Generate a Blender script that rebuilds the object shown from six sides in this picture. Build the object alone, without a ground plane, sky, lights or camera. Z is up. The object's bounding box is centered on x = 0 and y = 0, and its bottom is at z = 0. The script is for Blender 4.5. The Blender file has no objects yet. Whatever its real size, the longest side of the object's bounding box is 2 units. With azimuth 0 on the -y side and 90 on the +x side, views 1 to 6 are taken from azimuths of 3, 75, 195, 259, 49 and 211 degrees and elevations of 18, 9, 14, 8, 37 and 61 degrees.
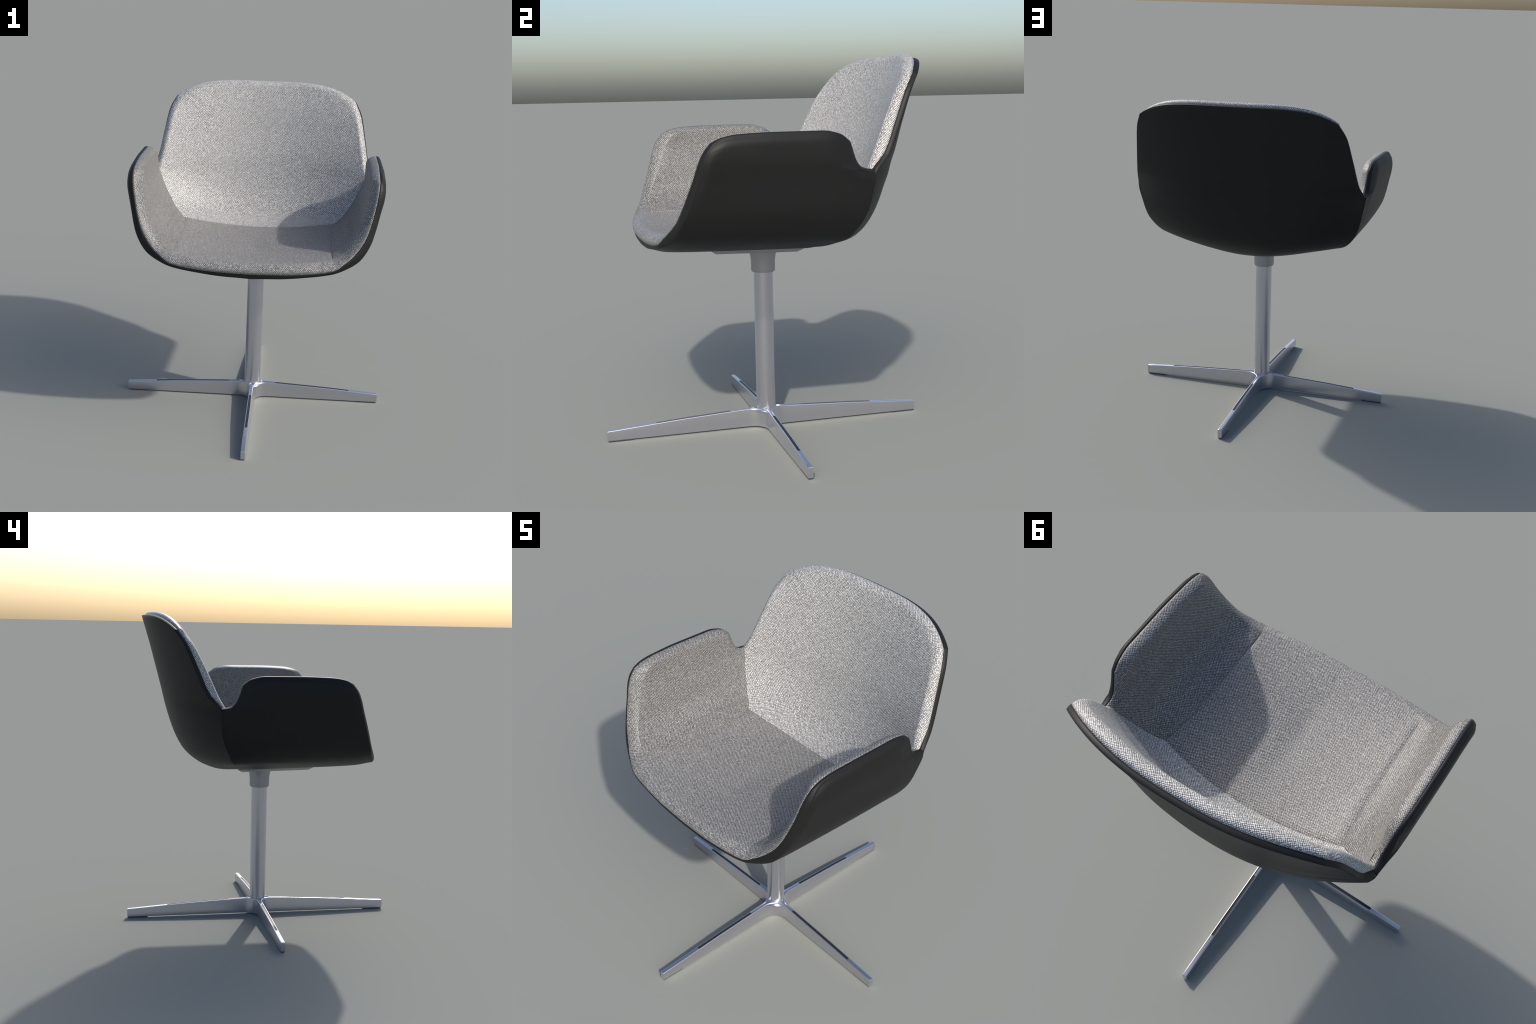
"""Upholstered swivel armchair: black outer shell, grey woven cushion, polished four-legged base."""
import bpy, bmesh, math
import numpy as np
from mathutils import Vector

# ------------------------------------------------------------------ small maths helpers
def spline(t, knots, pts):
    """cubic Hermite through pts (n,3) at parameter values knots, monotone-ish tangents"""
    k = np.asarray(knots, float); p = np.asarray(pts, float); t = np.atleast_1d(np.asarray(t, float))
    h = np.diff(k); d = np.diff(p, axis=0) / h[:, None]
    m = np.zeros_like(p)
    m[0], m[-1] = d[0], d[-1]
    for i in range(1, len(k) - 1):
        a, b = d[i - 1], d[i]
        w1, w2 = 2 * h[i] + h[i - 1], h[i] + 2 * h[i - 1]
        with np.errstate(divide="ignore", invalid="ignore"):
            hm = (w1 + w2) / (w1 / a + w2 / b)
        m[i] = np.where(a * b > 0, hm, 0.0)
    i = np.clip(np.searchsorted(k, t, side="right") - 1, 0, len(k) - 2)
    s = ((t - k[i]) / h[i])[:, None]; hh = h[i][:, None]
    return ((2*s**3 - 3*s**2 + 1) * p[i] + (s**3 - 2*s**2 + s) * hh * m[i]
            + (-2*s**3 + 3*s**2) * p[i + 1] + (s**3 - s**2) * hh * m[i + 1])

def unit(v):
    return v / np.maximum(np.linalg.norm(v, axis=-1, keepdims=True), 1e-9)

def tangent(line):
    return unit(np.gradient(line, axis=0))

def roll(A, B, out, h, n=10, power=1.0):
    """rounded edge from line A to line B bulging by h along out; returns grid (n+1, len, 3)"""
    g = []
    for th in np.linspace(0, math.pi, n + 1):
        s = math.sin(th) ** power
        g.append(A + (B - A) * (1 - math.cos(th)) / 2 + out * (np.asarray(h).reshape(-1, 1) if np.ndim(h) else h) * s)
    return np.array(g)

def pad_edge(A, B, ta, n, m=14, fa=1.5, fb=1.2):
    """upholstered edge: leaves line A along ta, rolls over and dives behind line B (against n)"""
    d = np.linalg.norm(B - A, axis=1)[:, None]
    g = []
    for q in np.linspace(0, 1, m + 1):
        g.append((2*q**3 - 3*q**2 + 1) * A + (q**3 - 2*q**2 + q) * ta * d * fa + (3*q**2 - 2*q**3) * B + (q**3 - q**2) * (-n) * d * fb)
    return np.array(g)

def smooth_dirs(d, k):
    d = unit(d)
    for _ in range(k):
        d[1:-1] = unit(d[:-2] + 2 * d[1:-1] + d[2:])
    return d

def outward(A, B, hint, smooth=4):
    """direction square to the rim and to the line from A to B, on the side of the hint vectors"""
    t = tangent((A + B) / 2); n = unit(np.cross(t, unit(B - A)))
    n = unit(n * np.sign(np.sum(n * hint, axis=1))[:, None])
    for _ in range(smooth):
        n[1:-1] = unit(n[:-2] + 2 * n[1:-1] + n[2:])
    n[0] = unit(n[0] * np.array([0, 1, 1])) if abs(A[0, 0]) < 1e-6 else n[0]
    n[-1] = unit(n[-1] * np.array([0, 1, 1])) if abs(A[-1, 0]) < 1e-6 else n[-1]
    return n

class Builder:
    """collects grids of points, mirrors them if asked, welds them into one smooth mesh"""
    def __init__(self):
        self.v, self.f = [], []
    def grid(self, g, flip=False, mirror=True):
        for sx in ((1, -1) if mirror else (1,)):
            a = np.array(g, float) * np.array([sx, 1, 1])
            r, c, _ = a.shape; o = len(self.v)
            self.v += a.reshape(-1, 3).tolist()
            for i in range(r - 1):
                for j in range(c - 1):
                    q = [o + i*c + j, o + i*c + j + 1, o + (i+1)*c + j + 1, o + (i+1)*c + j]
                    self.f.append(q if (flip ^ (sx > 0)) else q[::-1])
    def object(self, name, mat, parent, weld=2e-4, angle=None):
        me = bpy.data.meshes.new(name)
        me.from_pydata(self.v, [], self.f)
        bm = bmesh.new(); bm.from_mesh(me)
        bmesh.ops.remove_doubles(bm, verts=bm.verts, dist=weld)
        bmesh.ops.dissolve_degenerate(bm, edges=bm.edges, dist=1e-5)
        bmesh.ops.recalc_face_normals(bm, faces=bm.faces)
        bm.to_mesh(me); bm.free()
        return place(name, me, mat, parent, angle)

def place(name, me, mat, parent, angle=None):
    me.shade_smooth()
    if angle:
        me.set_sharp_from_angle(angle=math.radians(angle))
    if mat:
        me.materials.clear(); me.materials.append(mat)
    ob = bpy.data.objects.new(name, me)
    bpy.context.scene.collection.objects.link(ob)
    ob.parent = parent
    return ob

# ------------------------------------------------------------------ materials
def new_mat(name):
    m = bpy.data.materials.new(name); m.use_nodes = True
    nt = m.node_tree; nt.nodes.clear()
    out = nt.nodes.new("ShaderNodeOutputMaterial"); b = nt.nodes.new("ShaderNodeBsdfPrincipled")
    nt.links.new(b.outputs[0], out.inputs[0])
    return m, nt, b

def node(nt, kind, **kw):
    n = nt.nodes.new(kind)
    for k, v in kw.items():
        setattr(n, k, v)
    return n

def math_node(nt, op, a, b=None):
    n = node(nt, "ShaderNodeMath", operation=op)
    for i, x in enumerate((a, b)):
        if x is None: continue
        if isinstance(x, (int, float)): n.inputs[i].default_value = x
        else: nt.links.new(x, n.inputs[i])
    return n.outputs[0]

PITCH = 0.0106          # one repeat of the weave
def fabric(name, tone=1.0):
    """woven wool: the weave is laid from three sides and the side that a thread faces wins"""
    m, nt, b = new_mat(name)
    tc = node(nt, "ShaderNodeTexCoord")
    wob = node(nt, "ShaderNodeTexNoise"); wob.inputs["Scale"].default_value = 55; wob.inputs["Detail"].default_value = 2
    nt.links.new(tc.outputs["Object"], wob.inputs["Vector"])
    sub = node(nt, "ShaderNodeVectorMath", operation="SUBTRACT"); sub.inputs[1].default_value = (.5, .5, .5)
    nt.links.new(wob.outputs["Color"], sub.inputs[0])
    sc = node(nt, "ShaderNodeVectorMath", operation="SCALE"); sc.inputs["Scale"].default_value = 0.008
    nt.links.new(sub.outputs[0], sc.inputs[0])
    add = node(nt, "ShaderNodeVectorMath", operation="ADD")
    nt.links.new(tc.outputs["Object"], add.inputs[0]); nt.links.new(sc.outputs[0], add.inputs[1])
    mul = node(nt, "ShaderNodeVectorMath", operation="SCALE"); mul.inputs["Scale"].default_value = 2 * math.pi / PITCH
    nt.links.new(add.outputs[0], mul.inputs[0])
    sn = node(nt, "ShaderNodeVectorMath", operation="SINE"); nt.links.new(mul.outputs[0], sn.inputs[0])
    sxyz = node(nt, "ShaderNodeSeparateXYZ"); nt.links.new(sn.outputs[0], sxyz.inputs[0])
    geo = node(nt, "ShaderNodeNewGeometry")
    nxyz = node(nt, "ShaderNodeSeparateXYZ"); nt.links.new(geo.outputs["Normal"], nxyz.inputs[0])
    S = sxyz.outputs
    w = [math_node(nt, "POWER", math_node(nt, "ABSOLUTE", o), 4.0) for o in nxyz.outputs]
    total = math_node(nt, "ADD", math_node(nt, "ADD", w[0], w[1]), w[2])
    faces = [math_node(nt, "MULTIPLY", S[1], S[2]), math_node(nt, "MULTIPLY", S[0], S[2]), math_node(nt, "MULTIPLY", S[0], S[1])]
    acc = None
    for f, k in zip(faces, w):
        q = math_node(nt, "MULTIPLY", f, k)
        acc = q if acc is None else math_node(nt, "ADD", acc, q)
    weave = math_node(nt, "DIVIDE", acc, total)                     # -1..1, dots in a quincunx
    height = math_node(nt, "MULTIPLY_ADD", weave, 0.5); height.node.inputs[2].default_value = 0.5
    fib = node(nt, "ShaderNodeTexNoise"); fib.inputs["Scale"].default_value = 125; fib.inputs["Detail"].default_value = 3
    nt.links.new(tc.outputs["Object"], fib.inputs["Vector"])
    mix = math_node(nt, "ADD", math_node(nt, "MULTIPLY", height, 0.62), math_node(nt, "MULTIPLY", math_node(nt, "SUBTRACT", fib.outputs["Fac"], 0.17), 0.72))
    ramp = node(nt, "ShaderNodeValToRGB")
    e = ramp.color_ramp.elements
    e[0].position, e[0].color = 0.27, (0.065, 0.064, 0.062, 1)
    e[1].position, e[1].color = 0.82, (0.74, 0.73, 0.712, 1)
    k = e.new(0.55); k.color = (0.215, 0.212, 0.207, 1)
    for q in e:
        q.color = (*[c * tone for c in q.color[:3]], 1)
    nt.links.new(mix, ramp.inputs[0]); nt.links.new(ramp.outputs[0], b.inputs["Base Color"])
    b.inputs["Roughness"].default_value = 0.5
    b.inputs["Specular IOR Level"].default_value = 0.5
    bump = node(nt, "ShaderNodeBump"); bump.inputs["Strength"].default_value = 0.3; bump.inputs["Distance"].default_value = 0.003
    nt.links.new(mix, bump.inputs["Height"]); nt.links.new(bump.outputs[0], b.inputs["Normal"])
    return m

def plain(name, col, rough, metal=0.0, spec=0.5, grain=0.0, scale=200):
    m, nt, b = new_mat(name)
    b.inputs["Metallic"].default_value = metal
    b.inputs["Specular IOR Level"].default_value = spec
    tc = node(nt, "ShaderNodeTexCoord")
    n = node(nt, "ShaderNodeTexNoise"); n.inputs["Scale"].default_value = scale; n.inputs["Detail"].default_value = 3
    nt.links.new(tc.outputs["Object"], n.inputs["Vector"])
    ramp = node(nt, "ShaderNodeValToRGB")
    e = ramp.color_ramp.elements
    e[0].position, e[1].position = 0.3, 0.7
    e[0].color = (*[c * (1 - grain) for c in col], 1); e[1].color = (*[c * (1 + grain) for c in col], 1)
    nt.links.new(n.outputs["Fac"], ramp.inputs[0]); nt.links.new(ramp.outputs[0], b.inputs["Base Color"])
    r = math_node(nt, "MULTIPLY_ADD", n.outputs["Fac"], 0.04); r.node.inputs[2].default_value = rough - 0.02
    nt.links.new(r, b.inputs["Roughness"])
    return m

M_SHELL = plain("black_shell_plastic", (0.0112, 0.0114, 0.0116), 0.5, spec=0.22, grain=0.05)
M_METAL, _nt, _b = new_mat("polished_aluminium")
_lw = node(_nt, "ShaderNodeLayerWeight"); _lw.inputs["Blend"].default_value = 0.35
_rp = node(_nt, "ShaderNodeValToRGB")
_rp.color_ramp.elements[0].color = (0.54, 0.545, 0.60, 1); _rp.color_ramp.elements[1].color = (0.72, 0.73, 0.79, 1)
_nt.links.new(_lw.outputs["Facing"], _rp.inputs[0]); _nt.links.new(_rp.outputs[0], _b.inputs["Base Color"])
_b.inputs["Metallic"].default_value = 0.95; _b.inputs["Roughness"].default_value = 0.3
M_COLLAR = plain("grey_collar_metal", (0.36, 0.365, 0.385), 0.38, metal=0.5, grain=0.01)
M_STRIP = plain("black_insert", (0.016, 0.016, 0.016), 0.45, grain=0.05)
M_PAD = plain("dark_glide", (0.05, 0.05, 0.055), 0.5, grain=0.05)
M_SEAT = fabric("woven_wool_seat", 0.70)  # same wool, tone darkened to carry the shading seen on the seat
M_ARM = fabric("woven_wool_armrest", 0.58)  # soft occlusion shade of the inner arms baked into a lower tone
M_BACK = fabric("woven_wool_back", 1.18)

# ------------------------------------------------------------------ the chair
chair = bpy.data.objects.new("swivel_armchair", None)
bpy.context.scene.collection.objects.link(chair)
chair["label"] = "grey woven bucket armchair with black shell on polished four-legged swivel base"
chair["category"] = "armchair"

NU, NV, NS = 56, 44, 26
MID = np.array([0.0, -0.10, 1.35])

# ---- contours of the seat shell / arms, right half; knots shared by outer edge, contact line and fabric line
# front edge, from the middle of the lip round the corner and up to the arm's front corner
U_FRONT = [0, .10, .20, .30, .36, .42, .48, .54, .68, .93, 1]
O_FRONT = [(0, -.646, 1.047), (.16, -.644, 1.052), (.32, -.636, 1.067), (.47, -.622, 1.090), (.545, -.598, 1.114),
           (.615, -.570, 1.152), (.660, -.550, 1.208), (.692, -.522, 1.272), (.722, -.478, 1.40), (.746, -.430, 1.545), (.743, -.400, 1.583)]
C_FRONT = [(0, -.655, 1.074), (.16, -.653, 1.077), (.32, -.645, 1.086), (.478, -.632, 1.113), (.535, -.611, 1.150),
           (.574, -.592, 1.180), (.615, -.566, 1.224), (.650, -.545, 1.281), (.689, -.503, 1.402), (.715, -.452, 1.545), (.720, -.415, 1.592)]
I_FRONT = [(0, -.612, 1.135), (.16, -.608, 1.138), (.32, -.592, 1.146), (.464, -.565, 1.163), (.485, -.550, 1.174),
           (.525, -.535, 1.196), (.567, -.520, 1.243), (.606, -.492, 1.305), (.638, -.448, 1.40), (.664, -.392, 1.535), (.665, -.366, 1.577)]
# top of the arm, front corner to rear corner
V_TOP = [0, .07, .18, .46, .78, .92, 1]
O_TOP = [O_FRONT[-1], (.739, -.365, 1.606), (.740, -.290, 1.620), (.745, -.10, 1.627), (.745, .11, 1.627), (.742, .19, 1.609), (.738, .235, 1.575)]
C_TOP = [C_FRONT[-1], (.720, -.370, 1.611), (.721, -.290, 1.625), (.725, -.10, 1.631), (.725, .11, 1.631), (.720, .197, 1.615), (.715, .247, 1.580)]
I_TOP = [I_FRONT[-1], (.666, -.336, 1.595), (.672, -.276, 1.606), (.673, -.10, 1.612), (.673, .09, 1.612), (.671, .161, 1.599), (.668, .206, 1.570)]
# rear edge: seam with the back shell from the middle outward, then the notch up to the arm's rear corner
U_REAR = [0, .12, .23, .30, .38, .43, .50, .58, .68, .72, .76, .80, .85, 1]
O_REAR = [(0, .150, .998), (.20, .165, 1.009), (.36, .200, 1.039), (.477, .235, 1.069), (.588, .270, 1.101), (.640, .302, 1.148),
          (.683, .340, 1.226), (.708, .361, 1.320), (.725, .374, 1.40), (.731, .367, 1.432), (.732, .335, 1.437), (.733, .300, 1.445), (.735, .275, 1.470), O_TOP[-1]]
U_NOTCH = [.72, .76, .80, .85, 1]
O_NOTCH = O_REAR[9:]
C_NOTCH = [(.705, .372, 1.446), (.703, .335, 1.449), (.702, .310, 1.457), (.705, .285, 1.482), C_TOP[-1]]
I_NOTCH = [(.672, .340, 1.432), (.669, .310, 1.431), (.667, .272, 1.440), (.668, .243, 1.476), I_TOP[-1]]

u = np.linspace(0, 1, NU + 1); u = np.unique(np.concatenate([u, U_FRONT, U_REAR]).round(6))
v = np.linspace(0, 1, NV + 1)

def coons(F, R, C0, T, u, v, pu=3.0, p0=2.0):
    """F,R (nu,3) front and rear lines; C0,T (nv,3) lines at u=0 and u=1"""
    V = v[None, :, None]
    S = F[:, None] * (1 - V) + R[:, None] * V
    lin0 = F[0] * (1 - v[:, None]) + R[0] * v[:, None]
    lin1 = F[-1] * (1 - v[:, None]) + R[-1] * v[:, None]
    return S + ((1 - u) ** p0)[:, None, None] * (C0 - lin0)[None] + (u ** pu)[:, None, None] * (T - lin1)[None]

# ---------------- seat shell
Of, Or_, Ot = spline(u, U_FRONT, O_FRONT), spline(u, U_REAR, O_REAR), spline(v, V_TOP, O_TOP)
C0 = spline(v, [0, .12, .3, 1], [O_FRONT[0], (0, -.56, 1.018), (0, -.40, 1.009), O_REAR[0]])
seat_shell = Builder()
outer = coons(Of, Or_, C0, Ot, u, v)
def rim_lines(uf, vt, un, f, t, n):
    """one continuous contour: front edge, arm top, notch (top to bottom)"""
    return np.concatenate([spline(uf, U_FRONT, f), spline(vt, V_TOP, t)[1:], spline(un, U_NOTCH, n)[1:]])
un = u[u >= .72][::-1]
O_rim = rim_lines(u, v, un, O_FRONT, O_TOP, O_NOTCH)
C_rim = rim_lines(u, v, un, C_FRONT, C_TOP, C_NOTCH)
I_rim = rim_lines(u, v, un, I_FRONT, I_TOP, I_NOTCH)
D_TOP = [(-.1, -.6, .8), (0, -.3, 1), (0, 0, 1), (0, 0, 1), (0, 0, 1), (0, .3, 1), (0, .8, .8)]
D_NOTCH = [(0, .1, 1), (0, .2, 1), (0, .6, .8), (0, 1, .4), (0, .8, .8)]
D_SHELL = rim_lines(u, v, un, [(0, -1, -.2)] * 9 + [(0, -1, .3), (-.1, -.6, .8)], D_TOP, D_NOTCH)
D_PAD = rim_lines(u, v, un, [(0, -.7, .7)] * 4 + [(-.2, -1, .35)] * 6 + [(-.1, -.6, .8)], D_TOP, D_NOTCH)
out_s = outward(O_rim, C_rim, D_SHELL)
# the arm's outer face swells beyond its rim, which is bevelled over about 3 cm
gap = np.min(np.linalg.norm(outer[:, :, None, 1:] - O_rim[None, None, :, 1:], axis=3), axis=2)
swell = np.clip(gap / .04, 0, 1); swell = swell * (2 - swell) * np.clip((1 - v) / .15, 0, 1)[None]
lift = np.clip((outer[..., 2] - 1.22) / .3, 0, 1); lift = lift * lift * (3 - 2 * lift)
belly = np.exp(-((outer[..., 2] - 1.25) / .11) ** 2) * (np.clip(4 * v * (1 - v), 0, 1) ** .7 * (.4 + .6 * v))[None]
outer[..., 0] += .016 * swell * lift + .018 * belly * np.clip((u - .36) / .1, 0, 1)[:, None]
seat_shell.grid(outer)
rim = roll(O_rim, C_rim, out_s, 0.006, 8)
seat_shell.grid(rim)
seat_shell.grid(np.array([C_rim, C_rim - out_s * 0.02]))          # lip tucked under the fabric
seam = Or_[u <= .7201]
seat_shell.grid(np.array([seam, seam + unit(MID - seam) * 0.014]))         # thickness seen at the seam
seat_shell.object("seat_shell", M_SHELL, chair, angle=50)

# ---------------- back shell
t_rows = [0, .06, .12, .19, .26, .34, .43, .52, .58, .71, .84, 1]
CEN = [(0, .10, 1.000), (0, .28, 1.000), (0, .375, 1.025), (0, .450, 1.069), (0, .510, 1.127), (0, .563, 1.226), (0, .600, 1.33), (0, .627, 1.43),
       (0, .648, 1.513), (0, .687, 1.66), (0, .723, 1.80), (0, .772, 1.974)]
EDG = [(.20, .12, 1.012), (.36, .196, 1.040), (.474, .238, 1.069), (.584, .275, 1.102), (.638, .304, 1.150), (.681, .342, 1.228), (.706, .364, 1.32), (.728, .372, 1.425),
       (.700, .454, 1.513), (.673, .520, 1.66), (.643, .584, 1.81), (.602, .637, 1.891)]
PZ = [2, 2, 2, 2, 2, 2, 2, 2, 2, 2, 2.5, 4.6]
QY = [2, 2, 2, 2.1, 2.2, 2.2, 2.25, 2.5, 2.25, 2.1, 2.2, 2.6]

def loft(cen, edg, pz, qy, knots, t, s):
    c = spline(t, knots, cen); e = spline(t, knots, edg)
    pq = spline(t, knots, np.stack([pz, qy, qy], 1))
    S = s[None, :]
    x = c[:, :1] + (e[:, :1] - c[:, :1]) * S
    y = c[:, 1:2] + (e[:, 1:2] - c[:, 1:2]) * S ** pq[:, 1:2]
    z = c[:, 2:] + (e[:, 2:] - c[:, 2:]) * S ** pq[:, :1]
    return np.stack([x, y, z], -1)

s = np.sin(np.linspace(0, math.pi / 2, NS + 1)); s[-1] = 1
t = np.unique(np.concatenate([np.linspace(0, 1, 60), t_rows]).round(6))
back = loft(CEN, EDG, PZ, QY, t_rows, t, s)
back_shell = Builder(); back_shell.grid(back)
T_NOTCH = .52
lower_edge = back[t <= T_NOTCH + 1e-6, -1]
back_shell.grid(np.array([lower_edge, lower_edge + np.array([-.012, -.045, .012])]))     # flange behind the seat shell
side = t >= T_NOTCH - 1e-6
def back_contour(g, tt, t0):
    return np.concatenate([g[tt >= t0 - 1e-6, -1], g[-1, ::-1][1:]])
Ob = back_contour(back, t, T_NOTCH)

# ---------------- back cushion, visible face
ti_rows = [0, .06, .14, .22, .30, .38, .50, .68, .84, 1]
ICEN = [(0, .275, 1.102), (0, .338, 1.123), (0, .402, 1.162), (0, .452, 1.222), (0, .489, 1.304), (0, .519, 1.40), (0, .544, 1.51), (0, .588, 1.67), (0, .633, 1.83), (0, .682, 1.970)]
IEDG = [(.500, .221, 1.161), (.520, .236, 1.178), (.556, .258, 1.216), (.596, .284, 1.275), (.640, .312, 1.355), (.672, .340, 1.432), (.655, .378, 1.505), (.628, .447, 1.66), (.598, .515, 1.80), (.568, .568, 1.880)]
ti = np.unique(np.concatenate([np.linspace(0, 1, 56), ti_rows]).round(6))
inner = loft(ICEN, IEDG, [2, 2.2, 2.3, 2.3, 2.3, 2.2, 2, 2, 2.5, 4.6], [2, 2.1, 2.2, 2.25, 2.2, 2.1, 1.95, 1.9, 1.9, 2.2], ti_rows, ti, s)
# matching contours: resample the inner one on the parameters of the outer one
def resample(line, n):
    d = np.concatenate([[0], np.cumsum(np.linalg.norm(np.diff(line, axis=0), axis=1))])
    q = np.linspace(0, d[-1], n)
    return np.stack([np.interp(q, d, line[:, i]) for i in range(3)], 1)
NB = 60
ob_side, ob_top = resample(back[t >= T_NOTCH - 1e-6, -1], NB), back[-1, ::-1]
ib_side, ib_top = resample(inner[ti >= .38 - 1e-6, -1], NB), inner[-1, ::-1]
Ob = np.concatenate([ob_side, ob_top[1:]]); Ib = np.concatenate([ib_side, ib_top[1:]])
MIDB = np.array([0, .55, 1.55])
Cb = Ob + unit(Ib - Ob) * 0.026
hint = np.concatenate([np.tile([.8, .3, .5], (NB, 1)), np.tile([.05, .3, 1.], (len(Ob) - NB, 1))])
upout = outward(Ob, Ib, hint, 12)
ramp_in = np.clip(np.linspace(0, 12, len(Ob)), 0, 1)
Cb = Cb + upout * 0.006
back_rim = roll(Ob, Cb, upout, 0.004, 8)
back_shell.grid(back_rim)
back_shell.grid(np.array([Cb, Cb - upout * 0.02]))
back_shell.object("back_shell", M_SHELL, chair, angle=60)

inner[0] += np.array([0, 0, -.005])      # sewn edge sinks into the seam
back_cushion = Builder()
back_cushion.grid(inner)
def contour3(g, k):
    return np.concatenate([resample(g[ti >= .38 - 1e-6, -1 - k], NB), g[-1 - k, ::-1][1:]])
leave_b = smooth_dirs(Ib - contour3(inner, 3), 4)
leave_b[-1] = unit(leave_b[-1] * np.array([0, 1, 1]))
top_w = np.clip((np.arange(len(Ib)) - NB + 6) / 10, 0, 1)[:, None]
back_cushion.grid(pad_edge(Ib, Cb, leave_b, upout, fa=1.5, fb=.8 + .6 * top_w))
back_cushion.grid(np.array([Cb, Cb - upout * 0.018]))
low = np.concatenate([inner[0], inner[(ti <= .38 + 1e-6), -1][1:]])
back_cushion.grid(np.array([low, low + np.array([0, .03, -.012])]))        # hem tucked into the crease
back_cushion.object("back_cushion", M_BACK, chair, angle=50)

# ---------------- seat cushion and armrest cushions
FI, TI = spline(u, U_FRONT, I_FRONT), spline(v, V_TOP, I_TOP)
UC = .30
KR = [UC, .40, .58, .72, .76, .80, .85, 1]
RI_PTS = [(.500, .221, 1.161), (.556, .258, 1.216), (.640, .312, 1.355)] + I_NOTCH
ua = u[u >= UC - 1e-6]; us = u[u <= UC + 1e-6]
RI = spline(ua, KR, RI_PTS)
CREASE = spline(v, [0, .28, .62, .90, 1], [I_FRONT[3], (.464, -.34, 1.168), (.466, -.07, 1.163), (.482, .15, 1.162), RI_PTS[0]])
arm = coons(FI[u >= UC - 1e-6], RI, CREASE, TI, (ua - UC) / (1 - UC), v, pu=2.0, p0=1.5)
cove = np.exp(-((arm[..., 2] - 1.275) / .085) ** 2) * np.clip(4 * v * (1 - v), 0, 1)[None] ** .6
arm[..., 0] += .028 * cove * np.clip(((ua - UC) / .08), 0, 1)[:, None]
mid_line = spline(v, [0, .15, .5, 1], [I_FRONT[0], (0, -.50, 1.127), (0, -.15, 1.103), (0, .275, 1.102)])
xs = us / UC
RS = np.stack([xs * .5, .275 - .054 * xs ** 2, 1.102 + .059 * xs ** 2], 1)
seat = coons(FI[u <= UC + 1e-6], RS, mid_line, CREASE, xs, v, pu=2.0, p0=2.0)

# the panels are sewn together: their edges sink a little into the seams
SEAM = np.array([0, 0, -.005])
taper = np.clip(np.arange(len(v)) / 4, 0, 1)[:, None]
arm[0] += SEAM * taper; seat[-1] += SEAM * taper; seat[:-1, -1] += SEAM
out_f = outward(I_rim, C_rim, D_PAD, 10)
nfr = len(us)
iu = np.where(ua >= .72 - 1e-9)[0][::-1]
near = np.concatenate([seat[:, 2], arm[1:, 2], arm[-3, 1:], arm[iu, -3][1:]])
leave = smooth_dirs(I_rim - near, 3)
leave[0] = unit(leave[0] * np.array([0, 1, 1]))
full = np.interp(np.arange(len(I_rim)), [0, np.searchsorted(u, .2), np.searchsorted(u, .36), len(I_rim)], [1, 1, 0, 0])[:, None]
fab = pad_edge(I_rim, C_rim, leave, out_f, fa=.65 + .95 * full, fb=.65 + .8 * full)      # fullest along the seat front
tuck = np.array([C_rim, C_rim - out_f * 0.018])

seat_cushion = Builder()
seat_cushion.grid(seat); seat_cushion.grid(fab[:, :nfr]); seat_cushion.grid(tuck[:, :nfr])
edge = np.concatenate([seat[:, -1], seat[-1, ::-1][1:]])
seat_cushion.grid(np.array([edge, edge + np.array([0, .01, -.03])]))
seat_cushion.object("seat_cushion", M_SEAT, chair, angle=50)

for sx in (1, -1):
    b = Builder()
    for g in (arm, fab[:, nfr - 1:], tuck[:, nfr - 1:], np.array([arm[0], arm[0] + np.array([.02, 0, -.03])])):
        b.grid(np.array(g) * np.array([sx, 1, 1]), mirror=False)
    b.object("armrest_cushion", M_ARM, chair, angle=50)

# ------------------------------------------------------------------ pedestal
def lathe(name, prof, mat, parent, seg=64, angle=35):
    b = Builder()
    a = np.linspace(0, 2 * math.pi, seg + 1)
    g = np.array([[(r * math.cos(q), r * math.sin(q), z) for q in a] for r, z in prof])
    b.grid(g, mirror=False)
    return b.object(name, mat, parent, weld=1e-5, angle=angle)

lathe("column", [(.001, .085), (.0515, .085), (.0518, .10), (.0518, .88), (.001, .88)], M_METAL, chair)
lathe("collar", [(.048, .866), (.060, .866), (.0635, .870), (.065, .876), (.065, .920), (.0665, .940), (.070, .960), (.077, .980), (.080, 1.004), (.001, 1.004)], M_COLLAR, chair)

# mounting plate under the seat: bevelled slab, slightly tilted with the seat
bm = bmesh.new()
ring = []
for hx, y0, y1, z in ((.165, -.290, .147, .992), (.190, -.318, .175, 1.010), (.190, -.318, .175, 1.020)):
    ring.append([bm.verts.new((x, y, z - .026 * (y + .07))) for x, y in ((hx, y0), (hx, y1), (-hx, y1), (-hx, y0))])
for a, b in zip(ring, ring[1:]):
    for i in range(4):
        bm.faces.new((a[i], a[(i+1) % 4], b[(i+1) % 4], b[i]))
bm.faces.new(ring[0][::-1]); bm.faces.new(ring[-1])
bmesh.ops.recalc_face_normals(bm, faces=bm.faces)
bmesh.ops.bevel(bm, geom=[e for e in bm.edges], offset=.003, segments=2, profile=.5, affect="EDGES")
me = bpy.data.meshes.new("mounting_plate"); bm.to_mesh(me); bm.free()
place("mounting_plate", me, M_COLLAR, chair, 35)

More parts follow.
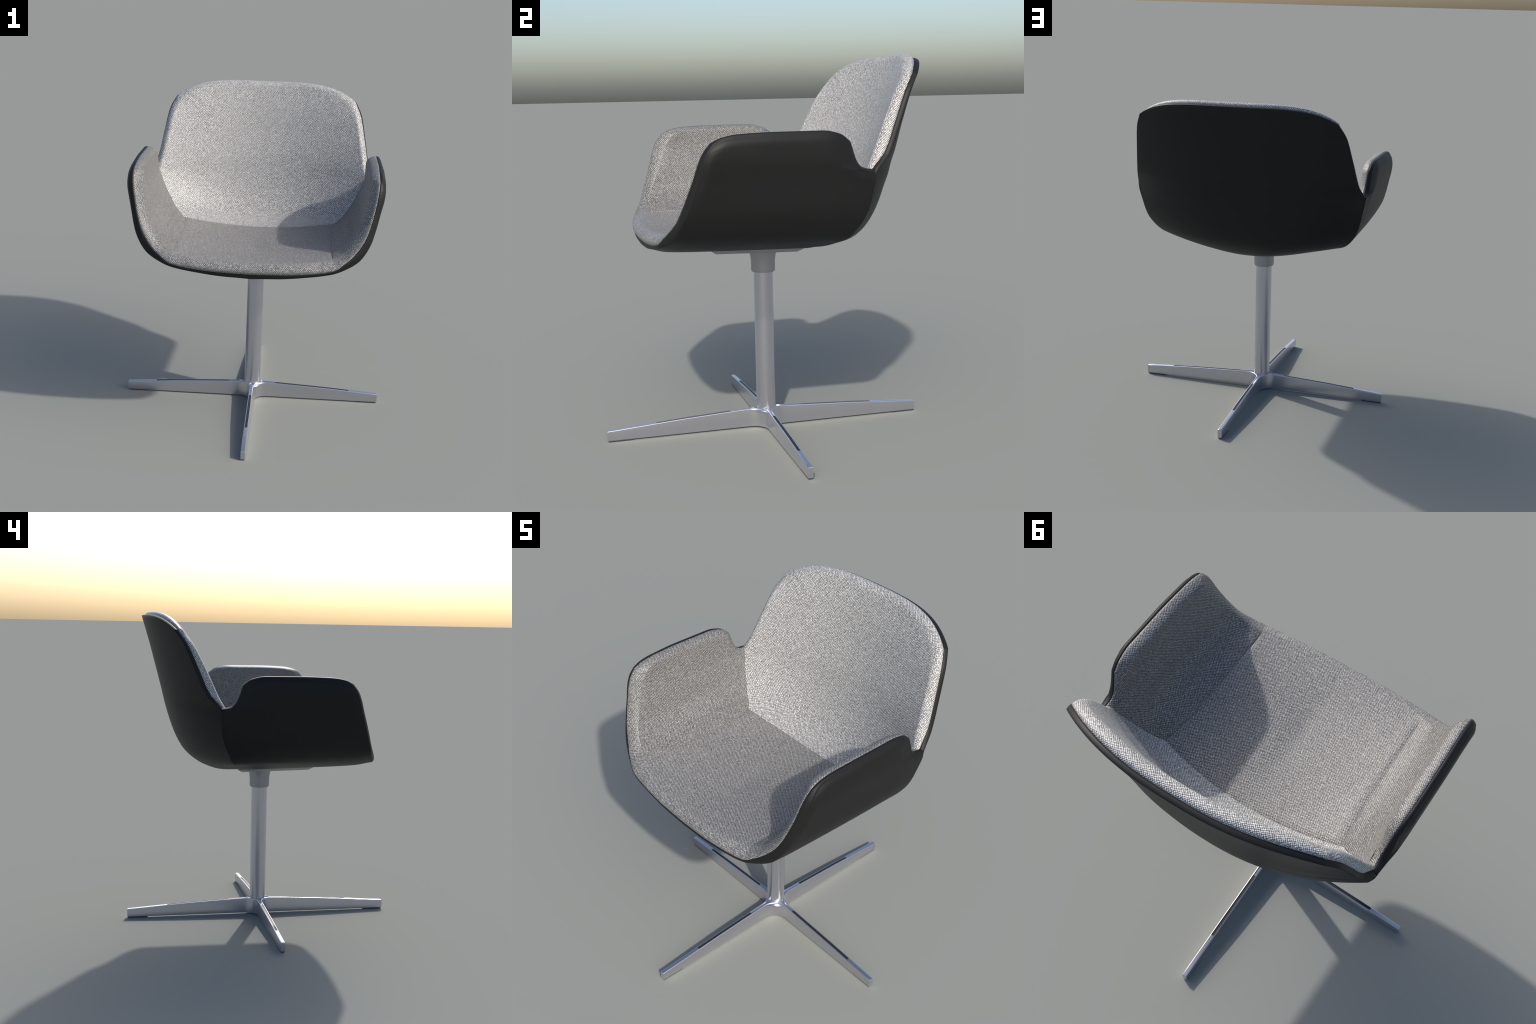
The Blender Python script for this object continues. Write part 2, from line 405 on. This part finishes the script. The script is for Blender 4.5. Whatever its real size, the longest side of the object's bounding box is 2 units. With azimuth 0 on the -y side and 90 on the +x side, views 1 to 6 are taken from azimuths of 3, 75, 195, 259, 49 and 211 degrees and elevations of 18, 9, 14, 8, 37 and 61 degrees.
# ---- four-legged base: one star-shaped bar with filleted inner corners and a groove along the top
LX, LY, HW, RF = .831, .874, .0128, .085
def top_z(r):
    return float(np.interp(r, [0, .10, .28, .48, .832, .876], [.108, .106, .097, .0865, .061, .0585]))
def outline(d):
    """star outline moved inward by d, counter-clockwise; the same number of points for every d"""
    hw, rf = HW - d, RF + d; c = HW + RF
    pts = []
    for k in range(4):
        La, Lb = ((LX, LY), (LY, LX))[k % 2]
        q = []
        for r in np.linspace(La - d, c, 16): q.append((r, hw))
        for a in np.linspace(-90, -180, 13)[1:]:
            q.append((c + rf * math.cos(math.radians(a)), c + rf * math.sin(math.radians(a))))
        for r in np.linspace(c, Lb - d, 16)[1:]: q.append((hw, r))
        ck, sk = round(math.cos(k * math.pi / 2)), round(math.sin(k * math.pi / 2))
        pts += [(x * ck - y * sk, x * sk + y * ck) for x, y in q]
    return np.array(pts)
def star_ring(d, dz, bottom=None):
    p = outline(d); p0 = outline(0)
    r = np.max(np.abs(p0), axis=1)
    z = np.array([top_z(q) for q in r]) - dz if bottom is None else np.full(len(p), bottom)
    return np.column_stack([p, z])
GROOVE = .0052
rings = [star_ring(.0025, 0, .0045), star_ring(0, 0, .007)] + [star_ring(.0045 * (1 - math.cos(a)), .0045 * (1 - math.sin(a))) for a in np.linspace(0, math.pi / 2, 6)]
rings += [star_ring(.0050, .0), star_ring(.0050, GROOVE)]
bm = bmesh.new()
vr = [[bm.verts.new(p) for p in r] for r in rings]
n = len(vr[0])
for a, b in zip(vr, vr[1:]):
    for i in range(n):
        bm.faces.new((a[i], a[(i+1) % n], b[(i+1) % n], b[i]))
caps = [bm.faces.new(vr[0][::-1]), bm.faces.new(vr[-1])]
bmesh.ops.triangulate(bm, faces=caps)
bmesh.ops.recalc_face_normals(bm, faces=bm.faces)
me = bpy.data.meshes.new("star_base"); bm.to_mesh(me); bm.free()
base = place("star_base", me, M_METAL, chair, 40)

# black strips lying in the groove, metal filler beyond them, glides under the tips
def bar(name, r0, r1, hw, zf0, zf1, k, mat, parent):
    bm = bmesh.new()
    rows = []
    for r in np.linspace(r0, r1, 12):
        rows.append([bm.verts.new((r, y, z)) for y, z in ((-hw, zf0(r)), (hw, zf0(r)), (hw, zf1(r)), (-hw, zf1(r)))])
    for a, b in zip(rows, rows[1:]):
        for i in range(4):
            bm.faces.new((a[i], a[(i+1) % 4], b[(i+1) % 4], b[i]))
    bm.faces.new(rows[0]); bm.faces.new(rows[-1][::-1])
    bmesh.ops.rotate(bm, verts=bm.verts, cent=(0, 0, 0), matrix=__import__("mathutils").Matrix.Rotation(k * math.pi / 2, 3, "Z"))
    bmesh.ops.recalc_face_normals(bm, faces=bm.faces)
    me = bpy.data.meshes.new(name); bm.to_mesh(me); bm.free()
    return place(name, me, mat, parent, 30)
for k in range(4):
    a0, a1 = ((.155, .64), (.20, .61))[k % 2]
    tip = (LX, LY)[k % 2]
    bar("insert_strip", a0, a1, .0075, lambda r: top_z(r) - GROOVE - .0005, lambda r: top_z(r) - GROOVE + .0012, k, M_STRIP, base)
    bar("groove_filler", a1, tip - .0049, .00778, lambda r: top_z(r) - GROOVE - .0005, lambda r: top_z(r) + .0002, k, M_METAL, base)
    bar("glide_pad", tip - .134, tip - .004, .0105, lambda r: 0.0, lambda r: .006, k, M_PAD, base)
